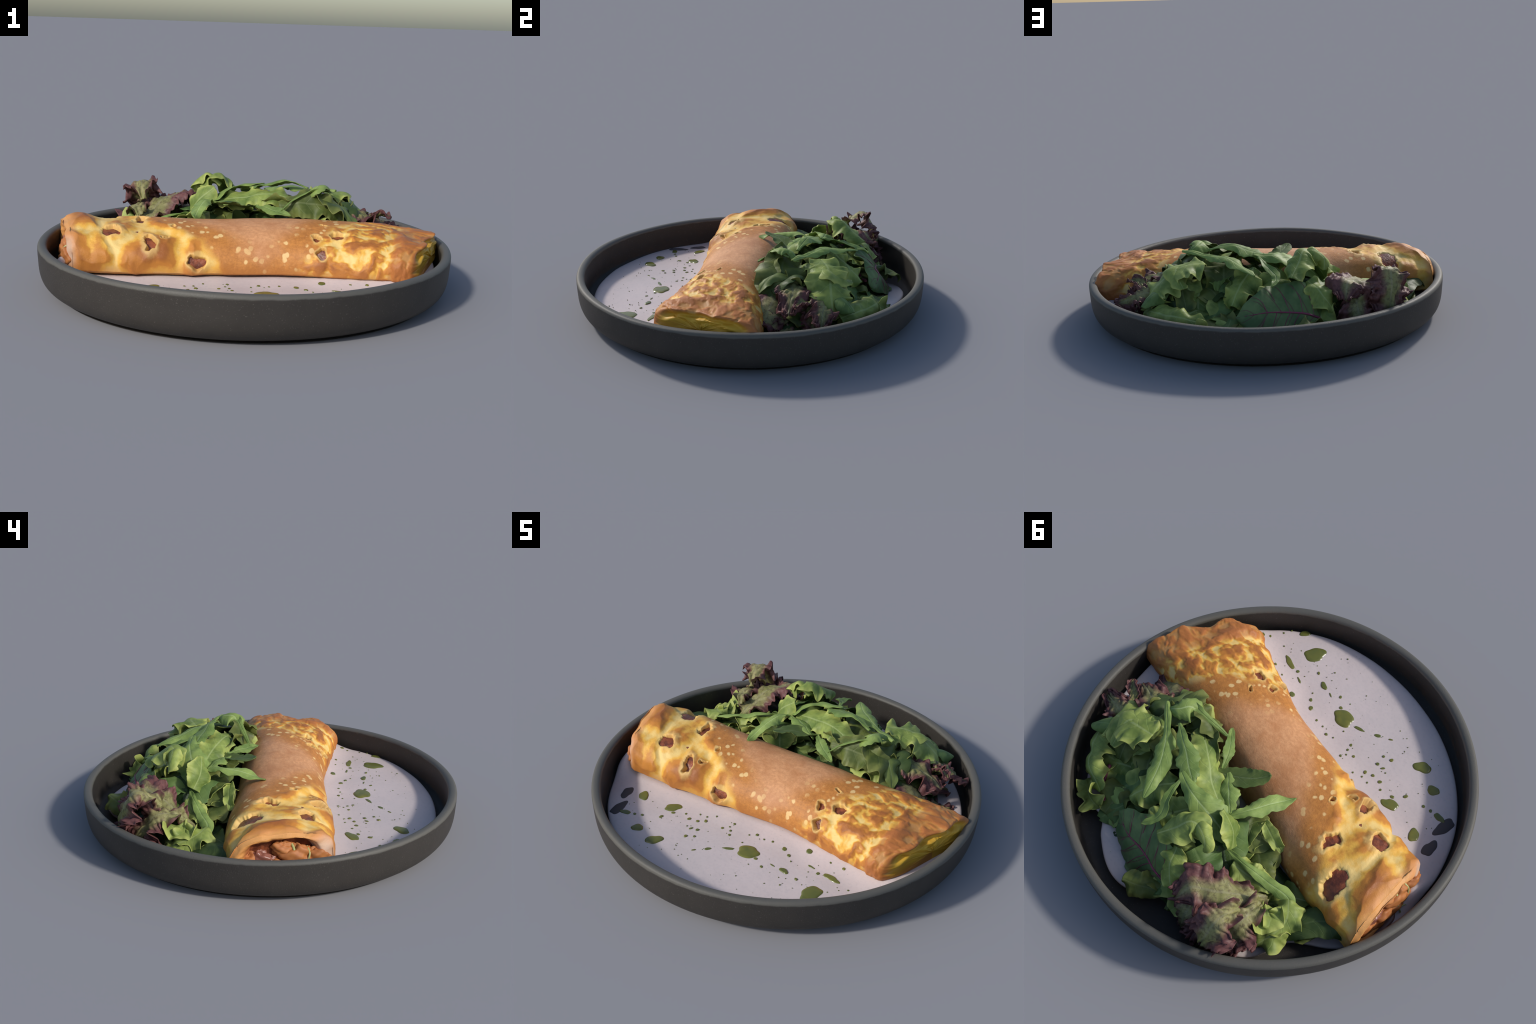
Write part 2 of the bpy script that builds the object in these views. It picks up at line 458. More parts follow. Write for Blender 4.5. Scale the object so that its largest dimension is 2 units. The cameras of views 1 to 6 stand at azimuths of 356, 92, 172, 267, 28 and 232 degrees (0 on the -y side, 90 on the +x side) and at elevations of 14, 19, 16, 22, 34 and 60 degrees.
def build_crepe():
    root = thing("stuffed_crepe", "golden rolled crepe stuffed with browned filling", "crepe", (0, -0.1, 0.085))
    rows, X, Y = crepe_base()
    nr, npsi = rows.shape[:2]
    base = rows.reshape(-1, 3)
    # close the seam underneath with one extra column so the unrolled sheet has two true edges
    rows2 = np.concatenate([rows, rows[:, :1]], 1)
    flat = np.stack([np.repeat(X[:, None], npsi + 1, 1), np.repeat(np.append(Y, GIRTH)[None], nr, 0), np.zeros((nr, npsi + 1))], -1)
    P = rows2.reshape(-1, 3)
    F = flat.reshape(-1, 3)
    faces = grid_faces(nr, npsi + 1)
    outer = (F[:, 0] > 0) & (F[:, 0] < LEN)
    tears = []
    for (x, y, z, rx, ry) in TEARS:
        k = np.argmin(((P - (x, y, z)) ** 2).sum(1) + (~outer) * 9)
        tears.append((float(F[k, 0]), float(F[k, 1]), rx, ry))
    f = sample_fields(F, crepe_fields(tears))
    N = normals_of(P, faces)
    if N[(nr // 2) * (npsi + 1) + npsi // 2, 2] < 0:
        N = -N
        faces = faces[:, ::-1]
    x, y = F[:, 0], F[:, 1]
    endl, endr = smooth(0.0, 0.12, f["over_l"]), smooth(-0.02, 0.08, f["over_r"])
    up = smooth(0.22, 0.34, y) * (1 - smooth(1.04, 1.16, y))             # not on the underside
    inner = smooth(0.06, 0.10, -x)                                       # inside the open end
    lip_r = smooth(LEN - 0.16, LEN - 0.10, x + 0.05 * (f["wave"] - 0.5)) * (1 - smooth(LEN, LEN + 0.035, x))
    d = endl * (1 - inner) * (0.030 * (f["pillow"] - 0.55) + 0.020 * (f["fold"] - 0.5))
    d += endr * (0.008 * (f["pucker"] - 0.5) + 0.016 * (f["fold"] - 0.5) + 0.008 * (f["pillow"] - 0.5))
    d += 0.010 * (f["wave"] - 0.5)
    d += lip_r * (0.012 + 0.013 * (f["fold"] - 0.5))
    d += smooth(LEN, LEN + 0.05, x) * (1 - smooth(LEN + 0.08, LEN + 0.14, x)) * 0.012 * (f["fold"] - 0.5)
    hole = 1 - smooth(0.72, 1.12, f["tear"])
    ring = np.exp(-((f["tear"] - 1.35) / 0.3) ** 2)
    d = d * up + up * (0.002 * ring - 0.048 * hole)
    form = P + N * d[:, None]
    # the tucked end droops over its yellow side, in two flaps
    k = smooth(LEN - 0.10, LEN, x) * (1 - smooth(LEN, LEN + 0.06, x)) * smooth(0.42, 0.5, y) * (1 - smooth(0.86, 0.95, y))
    two = 0.55 + 0.45 * np.cos(2 * np.pi * (y - 0.53) / 0.24)
    form += np.outer(k * two, (0.032, -0.012, 0.006))
    groove = np.exp(-((x - LEN - 0.028) / 0.014) ** 2) * smooth(0.36, 0.44, y) * (1 - smooth(0.92, 1.0, y))
    form += np.outer(groove, (-0.026, 0.010, -0.004))
    me = mesh_from("crepe_wrap", F, faces)
    mt, s, b = material("crepe_crust", rough=0.5, spec=0.35, sss=0.0)
    g = coords(s, "Generated")
    M = s.v("ADD", s.v("MULTIPLY", g, (LEN + 2 * CAP, GIRTH, 0.0)), (-CAP, 0.0, 0.0))
    q = crepe_fields(tears)(s, M)
    mx, my, _ = s.split(M)
    fine = s.noise(M, 75, 4, 0.7)
    mid = s.noise(M, 13, 4, 0.6)
    big = s.noise(M, 4, 2)
    grain = s.noise(M, 230, 2, 0.5)
    cream, butter, toast, brown = (0.88, 0.62, 0.22), (0.84, 0.46, 0.075), (0.60, 0.235, 0.04), (0.36, 0.12, 0.03)

    def toasted(t):
        c = s.mix(s.ramp(t, 0.30, 0.46), cream, butter)
        c = s.mix(s.ramp(t, 0.44, 0.58), c, toast)
        return s.mix(s.ramp(t, 0.62, 0.92), c, brown)

    hgt_l = s.m("ADD", s.m("MULTIPLY", q["pillow"], 0.52), s.m("ADD", s.m("MULTIPLY", mid, 0.45), s.m("MULTIPLY", q["fold"], 0.25)))
    hgt_l = s.m("SUBTRACT", s.m("ADD", hgt_l, s.m("MULTIPLY", big, 0.45)), 0.20)
    hgt_r = s.m("ADD", s.m("MULTIPLY", q["pucker"], 0.50), s.m("ADD", s.m("MULTIPLY", mid, 0.55), s.m("MULTIPLY", q["fold"], 0.35)))
    hgt_r = s.m("SUBTRACT", s.m("ADD", hgt_r, s.m("MULTIPLY", big, 0.25)), 0.25)
    ends = s.mix(s.ramp(mx, 0.8, 1.0), toasted(hgt_l), toasted(hgt_r))
    # smooth middle: rosy tan core, orange-brown margin dotted with pale blisters
    freckle = s.ramp(s.noise(M, 48, 6, 0.8), 0.34, 0.68)
    core = s.mix(freckle, (0.59, 0.275, 0.12), (0.76, 0.385, 0.18))
    core = s.mix(s.ramp(s.noise(s.warp(M, 9, 0.1), 7, 4, 0.65), 0.40, 0.70, 0, 0.65), core, (0.50, 0.20, 0.07))
    margin = s.mix(s.m("ADD", s.m("MULTIPLY", mid, 0.6), s.m("MULTIPLY", freckle, 0.4)), (0.34, 0.12, 0.028), (0.74, 0.31, 0.07))
    middle = s.mix(s.ramp(q["edge"], -0.26, -0.09), core, margin)
    dots_v = s.v("MULTIPLY", s.warp(M, 25, 0.02), (1.0, 0.8, 1.0))
    dot = s.m("MULTIPLY", s.ramp(s.voronoi(dots_v, 23.0), 0.34, 0.22), s.ramp(s.noise(M, 9, 1), 0.34, 0.46))
    dot = s.m("MULTIPLY", dot, s.ramp(q["edge"], -0.26, -0.12))
    dot = s.m("MULTIPLY", dot, s.ramp(q["edge"], 0.16, 0.06))
    middle = s.mix(dot, middle, (0.84, 0.56, 0.24))
    col = s.mix(s.ramp(q["edge"], -0.03, 0.05), middle, ends)
    # the tucked right end: browned top fold, yellow side
    fold_r = s.m("MULTIPLY", s.ramp(s.m("ADD", mx, s.m("MULTIPLY", q["wave"], 0.06)), LEN - 0.13, LEN - 0.09), s.ramp(mx, LEN + 0.03, LEN))
    col = s.mix(s.m("MULTIPLY", fold_r, 0.75), col, s.mix(mid, (0.34, 0.11, 0.032), (0.56, 0.20, 0.06)))
    side = s.mix(s.m("ADD", s.m("MULTIPLY", mid, 0.8), s.m("MULTIPLY", big, 0.3)), (0.80, 0.52, 0.04), (0.62, 0.30, 0.04))
    col = s.mix(s.ramp(mx, LEN + 0.005, LEN + 0.03), col, side)
    # the open left end: orange lip, then brown inside
    lip = s.m("MULTIPLY", s.ramp(mx, 0.06, 0.015), 0.8)
    col = s.mix(lip, col, s.mix(mid, (0.66, 0.24, 0.055), (0.72, 0.36, 0.15)))
    col = s.mix(s.ramp(s.m("ADD", mx, s.m("MULTIPLY", s.m("SUBTRACT", q["wave"], 0.5), 0.05)), -0.055, -0.078), col, s.mix(mid, (0.20, 0.06, 0.025), (0.46, 0.16, 0.05)))
    # sauce drawn up over the front corner of the open end
    veil = s.m("MULTIPLY", s.ramp(s.m("ADD", mx, s.m("MULTIPLY", s.m("SUBTRACT", mid, 0.5), 0.06)), 0.035, -0.02), s.ramp(s.m("ADD", my, s.m("MULTIPLY", s.m("SUBTRACT", mid, 0.5), 0.1)), 0.50, 0.36))
    col = s.mix(s.m("MULTIPLY", veil, 0.8), col, (0.68, 0.53, 0.43))
    # pale lips round the tears
    col = s.mix(s.m("MULTIPLY", s.ramp(q["tear"], 1.9, 1.1), 0.6), col, cream)
    # browned hem where the roll lies in the sauce
    hem = s.m("MULTIPLY", s.ramp(s.m("ADD", my, s.m("MULTIPLY", mid, 0.05)), 0.37, 0.30), 0.7)
    col = s.mix(hem, col, (0.46, 0.17, 0.04))
    col = s.mix(s.ramp(grain, 0.55, 0.75, 0, 0.22), col, s.mix(0.5, col, (0.30, 0.10, 0.03)))
    col = s.mix(s.ramp(fine, 0.6, 0.8, 0, 0.25), col, (0.86, 0.56, 0.26))
    s.put(b.inputs["Base Color"], col)
    bump(s, b, s.m("ADD", s.m("MULTIPLY", fine, 0.7), s.m("MULTIPLY", grain, 0.3)), 0.35, 0.006)
    ob = new_object("crepe_wrap", me, root, mt)
    with_form(ob, form)

    # filling: a lumpy body just under the crust that shows through the tears
    step = 5
    r_in = rows[ncut(nr, 0.075): ncut(nr, 0.86): step, ::step]
    a, c = r_in.shape[:2]
    ctr = r_in.mean(1, keepdims=True)
    lump = sample_fields(r_in.reshape(-1, 3), lambda n, p: {"l": n.noise(p, 22, 3)})["l"].reshape(a, c, 1)
    body = r_in + unit(ctr - r_in) * (0.028 + 0.022 * (lump - 0.5))
    fv = np.concatenate([body.reshape(-1, 3), body[0].mean(0)[None], body[-1].mean(0)[None]])
    ff = grid_faces(a, c, wrap_v=True).tolist()
    ff += [(a * c, (k + 1) % c, k) for k in range(c)] + [(a * c + 1, (a - 1) * c + k, (a - 1) * c + (k + 1) % c) for k in range(c)]
    mf, s, b = material("browned_filling", rough=0.4, spec=0.5)
    co = coords(s)
    col = s.mix(s.ramp(s.noise(co, 30, 4), 0.35, 0.65), (0.13, 0.035, 0.018), (0.30, 0.085, 0.035))
    s.put(b.inputs["Base Color"], col)
    bump(s, b, s.noise(co, 80, 3), 0.5, 0.006)
    new_object("filling", mesh_from("filling", fv, ff), root, mf)
    build_end_filling(root)
    return root


def ncut(n, f):
    return int(n * f)


def tube(points, radius, name, m=10, n=24, taper=0.6):
    c = catmull(points, n)
    t = unit(np.gradient(c, axis=0))
    s1 = unit(np.cross(t, (0.13, 0.31, 0.94)))
    s2 = np.cross(t, s1)
    q = np.linspace(0, 2 * np.pi, m, endpoint=False)
    r = radius * (1 - (1 - taper) * np.linspace(0, 1, n))[:, None, None]
    V = c[:, None] + r * (np.cos(q)[None, :, None] * s1[:, None] + np.sin(q)[None, :, None] * s2[:, None])
    V = np.concatenate([V.reshape(-1, 3), c[:1], c[-1:]])
    F = grid_faces(n, m, wrap_v=True).tolist()
    F += [(n * m, (k + 1) % m, k) for k in range(m)] + [(n * m + 1, (n - 1) * m + k, (n - 1) * m + (k + 1) % m) for k in range(m)]
    return mesh_from(name, V, F)


def build_end_filling(root):
    def plain(name, a, b2, rough=0.4):
        mt, s, b = material(name, rough=rough, spec=0.5)
        s.put(b.inputs["Base Color"], s.mix(s.noise(coords(s), 35, 3), a, b2))
        return mt
    sprout = plain("sprout_green", (0.36, 0.42, 0.13), (0.52, 0.55, 0.26))
    onion = plain("onion_red", (0.22, 0.07, 0.05), (0.36, 0.15, 0.10), 0.3)
    meat = plain("browned_chunk", (0.34, 0.10, 0.03), (0.62, 0.25, 0.07), 0.6)
    for p, r in (([(-0.84, -0.05, 0.24), (-0.875, -0.06, 0.21), (-0.89, -0.055, 0.15), (-0.91, -0.06, 0.10)], 0.007),
                 ([(-0.83, -0.12, 0.22), (-0.865, -0.13, 0.20), (-0.88, -0.12, 0.17)], 0.006),
                 ([(-0.83, 0.06, 0.2), (-0.87, 0.05, 0.17), (-0.875, 0.0, 0.14)], 0.006),
                 ([(-0.84, -0.02, 0.16), (-0.88, -0.03, 0.13), (-0.9, -0.10, 0.115)], 0.005)):
        new_object("sprout", tube(p, r, "sprout"), root, sprout)
    r = np.random.default_rng(11)
    for (x, y, z, a, mt) in ((-0.872, 0.10, 0.185, 0.05, onion), (-0.872, 0.05, 0.17, 0.035, onion), (-0.85, 0.0, 0.22, 0.05, meat), (-0.87, 0.15, 0.17, 0.06, meat),
                             (-0.85, -0.07, 0.18, 0.08, meat), (-0.875, 0.14, 0.13, 0.075, meat), (-0.87, 0.05, 0.13, 0.08, meat), (-0.835, -0.16, 0.17, 0.065, meat), (-0.86, -0.05, 0.12, 0.07, meat)):
        nu, nv = 22, 32
        u, v = np.meshgrid(np.linspace(0, np.pi, nu), np.linspace(0, 2 * np.pi, nv, endpoint=False), indexing="ij")
        k = a * (1 + 0.22 * np.sin(3 * u + r.uniform(0, 6)) * np.sin(2 * v + r.uniform(0, 6)) + 0.14 * np.sin(7 * u + r.uniform(0, 6)) * np.sin(5 * v + r.uniform(0, 6)))
        V = np.stack([x + 0.55 * k * np.sin(u) * np.cos(v), y + k * np.sin(u) * np.sin(v), z + 0.7 * k * np.cos(u)], -1)
        new_object("filling_piece", mesh_from("filling_piece", V.reshape(-1, 3), grid_faces(nu, nv, wrap_v=True)), root, mt)


# spines of the leaves that show on top of the heap
LEAVES = [
    dict(kind="arugula", half_width=0.062, spine=[(0.339, 0.275, 0.440), (0.210, 0.329, 0.465), (0.117, 0.375, 0.450), (0.043, 0.396, 0.410)], cup=-0.5, lobe=0.35),
    dict(kind="arugula", half_width=0.088, spine=[(0.120, 0.410, 0.430), (0.006, 0.430, 0.420), (-0.100, 0.422, 0.390), (-0.188, 0.405, 0.320), (-0.247, 0.393, 0.225)], cup=-0.4, lobe=0.22),
    dict(kind="arugula", half_width=0.028, spine=[(0.100, 0.408, 0.420), (0.070, 0.513, 0.400), (0.026, 0.607, 0.370), (0.059, 0.678, 0.330)], cup=0.3, lobe=0.3),
    dict(kind="arugula", half_width=0.055, spine=[(0.476, 0.244, 0.420), (0.320, 0.361, 0.420), (0.230, 0.453, 0.410), (0.137, 0.608, 0.360)], cup=-0.6, lobe=0.4, n=(-0.2, 0.5, 1)),
    dict(kind="arugula", half_width=0.020, spine=[(0.442, 0.231, 0.430), (0.402, 0.170, 0.440), (0.308, 0.149, 0.420), (0.183, 0.103, 0.350)], cup=0.2, lobe=0.3),
    dict(kind="arugula", half_width=0.070, spine=[(0.457, 0.276, 0.420), (0.398, 0.236, 0.455), (0.368, 0.181, 0.458), (0.316, 0.160, 0.420)], cup=-0.9, lobe=0.2),
    dict(kind="arugula", half_width=0.030, spine=[(0.070, 0.229, 0.330), (0.120, 0.154, 0.345), (0.226, 0.051, 0.340)], cup=0.3, lobe=0.1, n=(-0.3, -0.3, 1)),
    dict(kind="arugula", half_width=0.055, spine=[(0.089, 0.264, 0.340), (0.023, 0.223, 0.345), (-0.068, 0.158, 0.360), (-0.122, 0.079, 0.380)], cup=0.4, lobe=0.12, dark=1),
    dict(kind="arugula", half_width=0.048, spine=[(-0.148, 0.355, 0.330), (-0.192, 0.269, 0.355), (-0.220, 0.161, 0.350), (-0.255, 0.037, 0.325)], cup=-0.3, lobe=0.3),
    dict(kind="lettuce", half_width=0.085, spine=[(-0.045, 0.654, 0.360), (-0.096, 0.580, 0.420), (-0.138, 0.515, 0.455), (-0.221, 0.490, 0.400)], cup=-1.0, ruffle=0.02),
    dict(kind="lettuce", half_width=0.055, spine=[(-0.101, 0.503, 0.420), (-0.177, 0.510, 0.465), (-0.232, 0.522, 0.420), (-0.240, 0.542, 0.360)], cup=-1.5, ruffle=0.012),
    dict(kind="lettuce", half_width=0.085, spine=[(-0.158, 0.332, 0.300), (-0.250, 0.281, 0.270), (-0.377, 0.224, 0.200)], cup=-0.6, ruffle=0.02, dark=1),
    dict(kind="lettuce", half_width=0.036, spine=[(-0.254, 0.219, 0.300), (-0.329, 0.231, 0.280), (-0.390, 0.222, 0.210)], cup=0.6, ruffle=0.01),
    dict(kind="beet", half_width=0.175, spine=[(-0.200, 0.720, 0.150), (-0.090, 0.735, 0.200), (0.020, 0.735, 0.215), (0.130, 0.730, 0.210), (0.250, 0.705, 0.190)], cup=-0.35, ruffle=0.012, n=(0.02, 0.85, 0.62)),
    dict(kind="lettuce", half_width=0.070, spine=[(-0.046, 0.876, 0.170), (-0.129, 0.826, 0.170), (-0.208, 0.746, 0.150)], cup=-0.7, ruffle=0.02, dark=1, n=(0, 0.8, 1)),
    dict(kind="spinach", half_width=0.160, spine=[(0.290, 0.450, 0.270), (0.330, 0.560, 0.215), (0.380, 0.660, 0.155), (0.400, 0.720, 0.110)], cup=-0.5, ruffle=0.012, n=(0.3, 0.5, 1)),
    dict(kind="lettuce", half_width=0.085, spine=[(0.377, 0.312, 0.385), (0.444, 0.373, 0.400), (0.527, 0.450, 0.385), (0.496, 0.562, 0.310)], cup=-1.2, ruffle=0.015),
    dict(kind="lettuce", half_width=0.095, spine=[(0.690, 0.500, 0.190), (0.630, 0.600, 0.205), (0.540, 0.680, 0.205), (0.400, 0.720, 0.180)], cup=-1.2, ruffle=0.022, n=(0.4, 0.6, 0.8)),
    dict(kind="lettuce", half_width=0.070, spine=[(0.360, 0.760, 0.110), (0.430, 0.765, 0.135), (0.530, 0.730, 0.120)], cup=0.5, ruffle=0.03, n=(0.3, 0.8, 0.8)),
    dict(kind="spinach", half_width=0.060, spine=[(0.539, 0.466, 0.310), (0.630, 0.501, 0.280), (0.704, 0.554, 0.220)], cup=-1.2, ruffle=0.012, n=(0.5, 0.5, 1)),
    dict(kind="red", half_width=0.075, spine=[(0.620, 0.421, 0.270), (0.734, 0.412, 0.260), (0.847, 0.398, 0.200)], cup=-0.7, ruffle=0.03, n=(0.6, 0.4, 1)),
    dict(kind="red", half_width=0.035, spine=[(0.678, 0.329, 0.270), (0.726, 0.301, 0.290), (0.783, 0.271, 0.290)], cup=0.8, ruffle=0.012),
    dict(kind="red", half_width=0.095, spine=[(0.509, 0.222, 0.310), (0.615, 0.252, 0.310), (0.764, 0.234, 0.240)], cup=-0.6, ruffle=0.025, n=(0.5, 0, 1)),
    dict(kind="lettuce", half_width=0.060, spine=[(0.563, 0.307, 0.320), (0.501, 0.268, 0.335), (0.448, 0.238, 0.330)], cup=0.6, ruffle=0.03, dark=1),
    dict(kind="red", half_width=0.120, spine=[(-0.514, 0.396, 0.190), (-0.473, 0.496, 0.255), (-0.410, 0.592, 0.315), (-0.332, 0.669, 0.320), (-0.306, 0.738, 0.250)], cup=-0.5, ruffle=0.026, fan=1),
    dict(kind="red", half_width=0.105, spine=[(-0.524, 0.561, 0.310), (-0.542, 0.670, 0.378), (-0.535, 0.736, 0.280), (-0.509, 0.776, 0.130)], cup=-0.45, ruffle=0.035, fan=1, n=(-0.3, 0.7, 1)),
    dict(kind="red", half_width=0.110, spine=[(-0.533, 0.457, 0.240), (-0.573, 0.578, 0.280), (-0.580, 0.656, 0.210), (-0.586, 0.696, 0.120)], cup=-0.4, ruffle=0.035, fan=1, n=(-0.5, 0.5, 1)),
    dict(kind="red", half_width=0.100, spine=[(-0.377, 0.634, 0.260), (-0.366, 0.699, 0.245), (-0.370, 0.749, 0.170), (-0.380, 0.772, 0.110)], cup=-0.5, ruffle=0.035, fan=1, n=(0.1, 0.9, 0.7)),
    dict(kind="arugula", half_width=0.032, spine=[(-0.215, 0.432, 0.270), (-0.349, 0.407, 0.255), (-0.484, 0.368, 0.235), (-0.594, 0.333, 0.200), (-0.660, 0.366, 0.130)], cup=-0.3, lobe=0.15),
    dict(kind="lettuce", half_width=0.075, spine=[(-0.313, 0.445, 0.240), (-0.412, 0.410, 0.225), (-0.505, 0.352, 0.200)], cup=-0.7, ruffle=0.022),
    dict(kind="lettuce", half_width=0.090, spine=[(-0.596, 0.340, 0.215), (-0.658, 0.398, 0.200), (-0.667, 0.483, 0.165), (-0.645, 0.583, 0.110)], cup=-0.5, ruffle=0.035, n=(-0.6, 0.4, 1)),
    dict(kind="lettuce", half_width=0.070, spine=[(-0.564, 0.522, 0.220), (-0.608, 0.471, 0.210), (-0.605, 0.394, 0.200)], cup=0.4, ruffle=0.03),
    dict(kind="spinach", half_width=0.075, spine=[(-0.681, 0.432, 0.120), (-0.733, 0.312, 0.185), (-0.803, 0.235, 0.180), (-0.880, 0.203, 0.130)], cup=-0.5, ruffle=0.005, dark=1),
    dict(kind="stripe", half_width=0.055, spine=[(0.165, 0.282, 0.325), (0.234, 0.255, 0.345), (0.322, 0.174, 0.335)], cup=0.6, ruffle=0.01),
    dict(kind="lettuce", half_width=0.055, spine=[(0.342, 0.246, 0.360), (0.290, 0.187, 0.370), (0.166, 0.207, 0.370), (0.091, 0.293, 0.350)], cup=0.9, ruffle=0.015, dark=1),
    dict(kind="spinach", half_width=0.090, spine=[(0.047, 0.484, 0.330), (-0.024, 0.462, 0.300), (-0.085, 0.453, 0.270)], cup=-0.4, ruffle=0.015, dark=1),
    dict(kind="lettuce", half_width=0.075, spine=[(-0.135, 0.620, 0.340), (-0.183, 0.688, 0.290), (-0.241, 0.722, 0.190)], cup=-0.8, ruffle=0.02, n=(0, 0.6, 1)),
    dict(kind="spinach", half_width=0.110, spine=[(-0.177, 0.554, 0.310), (-0.243, 0.561, 0.270), (-0.322, 0.556, 0.240)], cup=-0.5, ruffle=0.02),
    dict(kind="lettuce", half_width=0.140, spine=[(0.330, 0.210, 0.400), (0.470, 0.190, 0.370), (0.600, 0.200, 0.250), (0.660, 0.210, 0.100)], cup=-0.3, ruffle=0.02, dark=1, n=(1, 0, 0.5)),
    dict(kind="lettuce", half_width=0.120, spine=[(0.380, 0.400, 0.410), (0.520, 0.440, 0.380), (0.640, 0.450, 0.290), (0.670, 0.460, 0.170)], cup=-0.5, ruffle=0.03, n=(1, 0.3, 0.8)),
    dict(kind="lettuce", half_width=0.090, spine=[(0.480, 0.560, 0.170), (0.580, 0.580, 0.160), (0.680, 0.580, 0.120)], cup=-0.6, ruffle=0.025, n=(0.6, 0.6, 1)),
    dict(kind="spinach", half_width=0.080, spine=[(0.270, 0.660, 0.160), (0.300, 0.730, 0.130), (0.310, 0.780, 0.100)], cup=-0.5, ruffle=0.02, n=(0.2, 1, 0.8)),
    dict(kind="red", half_width=0.070, spine=[(0.620, 0.340, 0.250), (0.700, 0.360, 0.200), (0.760, 0.380, 0.120)], cup=-0.4, ruffle=0.03, n=(1, 0.2, 0.6)),
    dict(kind="red", half_width=0.070, spine=[(0.700, 0.200, 0.150), (0.770, 0.230, 0.135), (0.830, 0.260, 0.100)], cup=-0.4, ruffle=0.02, n=(0.7, 0.3, 1)),
    dict(kind="spinach", half_width=0.100, spine=[(-0.330, 0.600, 0.210), (-0.290, 0.690, 0.165), (-0.270, 0.740, 0.110)], cup=-0.5, ruffle=0.015, n=(-0.1, 0.9, 0.8), dark=1),
    dict(kind="lettuce", half_width=0.100, spine=[(0.120, 0.450, 0.370), (0.200, 0.540, 0.310), (0.260, 0.630, 0.230)], cup=-0.8, ruffle=0.03, n=(0.2, 0.7, 1)),
    dict(kind="lettuce", half_width=0.090, spine=[(-0.020, 0.470, 0.360), (0.030, 0.560, 0.320), (0.060, 0.640, 0.250)], cup=-0.7, ruffle=0.03, n=(0, 0.8, 1)),
    dict(kind="lettuce", half_width=0.080, spine=[(-0.120, 0.360, 0.345), (0.000, 0.320, 0.375), (0.140, 0.260, 0.395), (0.290, 0.190, 0.375)], cup=-0.5, ruffle=0.015, n=(0, -0.6, 0.8)),
    dict(kind="lettuce", half_width=0.085, spine=[(0.180, 0.160, 0.355), (0.300, 0.130, 0.385), (0.420, 0.120, 0.375), (0.530, 0.120, 0.310)], cup=-0.5, ruffle=0.015, n=(0.1, -0.7, 0.7), dark=1),
    dict(kind="lettuce", half_width=0.080, spine=[(-0.270, 0.410, 0.280), (-0.230, 0.370, 0.350), (-0.150, 0.360, 0.420)], cup=-0.6, ruffle=0.012, n=(-0.3, -0.6, 0.6)),
    dict(kind="arugula", half_width=0.050, spine=[(0.050, 0.200, 0.330), (-0.050, 0.270, 0.350), (-0.150, 0.330, 0.330)], cup=-0.3, lobe=0.3),
    dict(kind="lettuce", half_width=0.090, spine=[(-0.300, 0.300, 0.200), (-0.370, 0.330, 0.190), (-0.450, 0.400, 0.170)], cup=-0.5, ruffle=0.02, dark=1),
    dict(kind="spinach", half_width=0.060, spine=[(-0.660, 0.420, 0.130), (-0.700, 0.360, 0.150), (-0.760, 0.320, 0.130)], cup=-0.4, ruffle=0.01, dark=1),
    dict(kind="lettuce", half_width=0.055, spine=[(0.741, -0.355, 0.120), (0.795, -0.276, 0.125), (0.826, -0.180, 0.120)], cup=-0.4, ruffle=0.01, dark=1),
    dict(kind="spinach", half_width=0.030, spine=[(0.793, -0.338, 0.100), (0.824, -0.272, 0.110), (0.861, -0.190, 0.100)], cup=-0.2, ruffle=0.006),
]


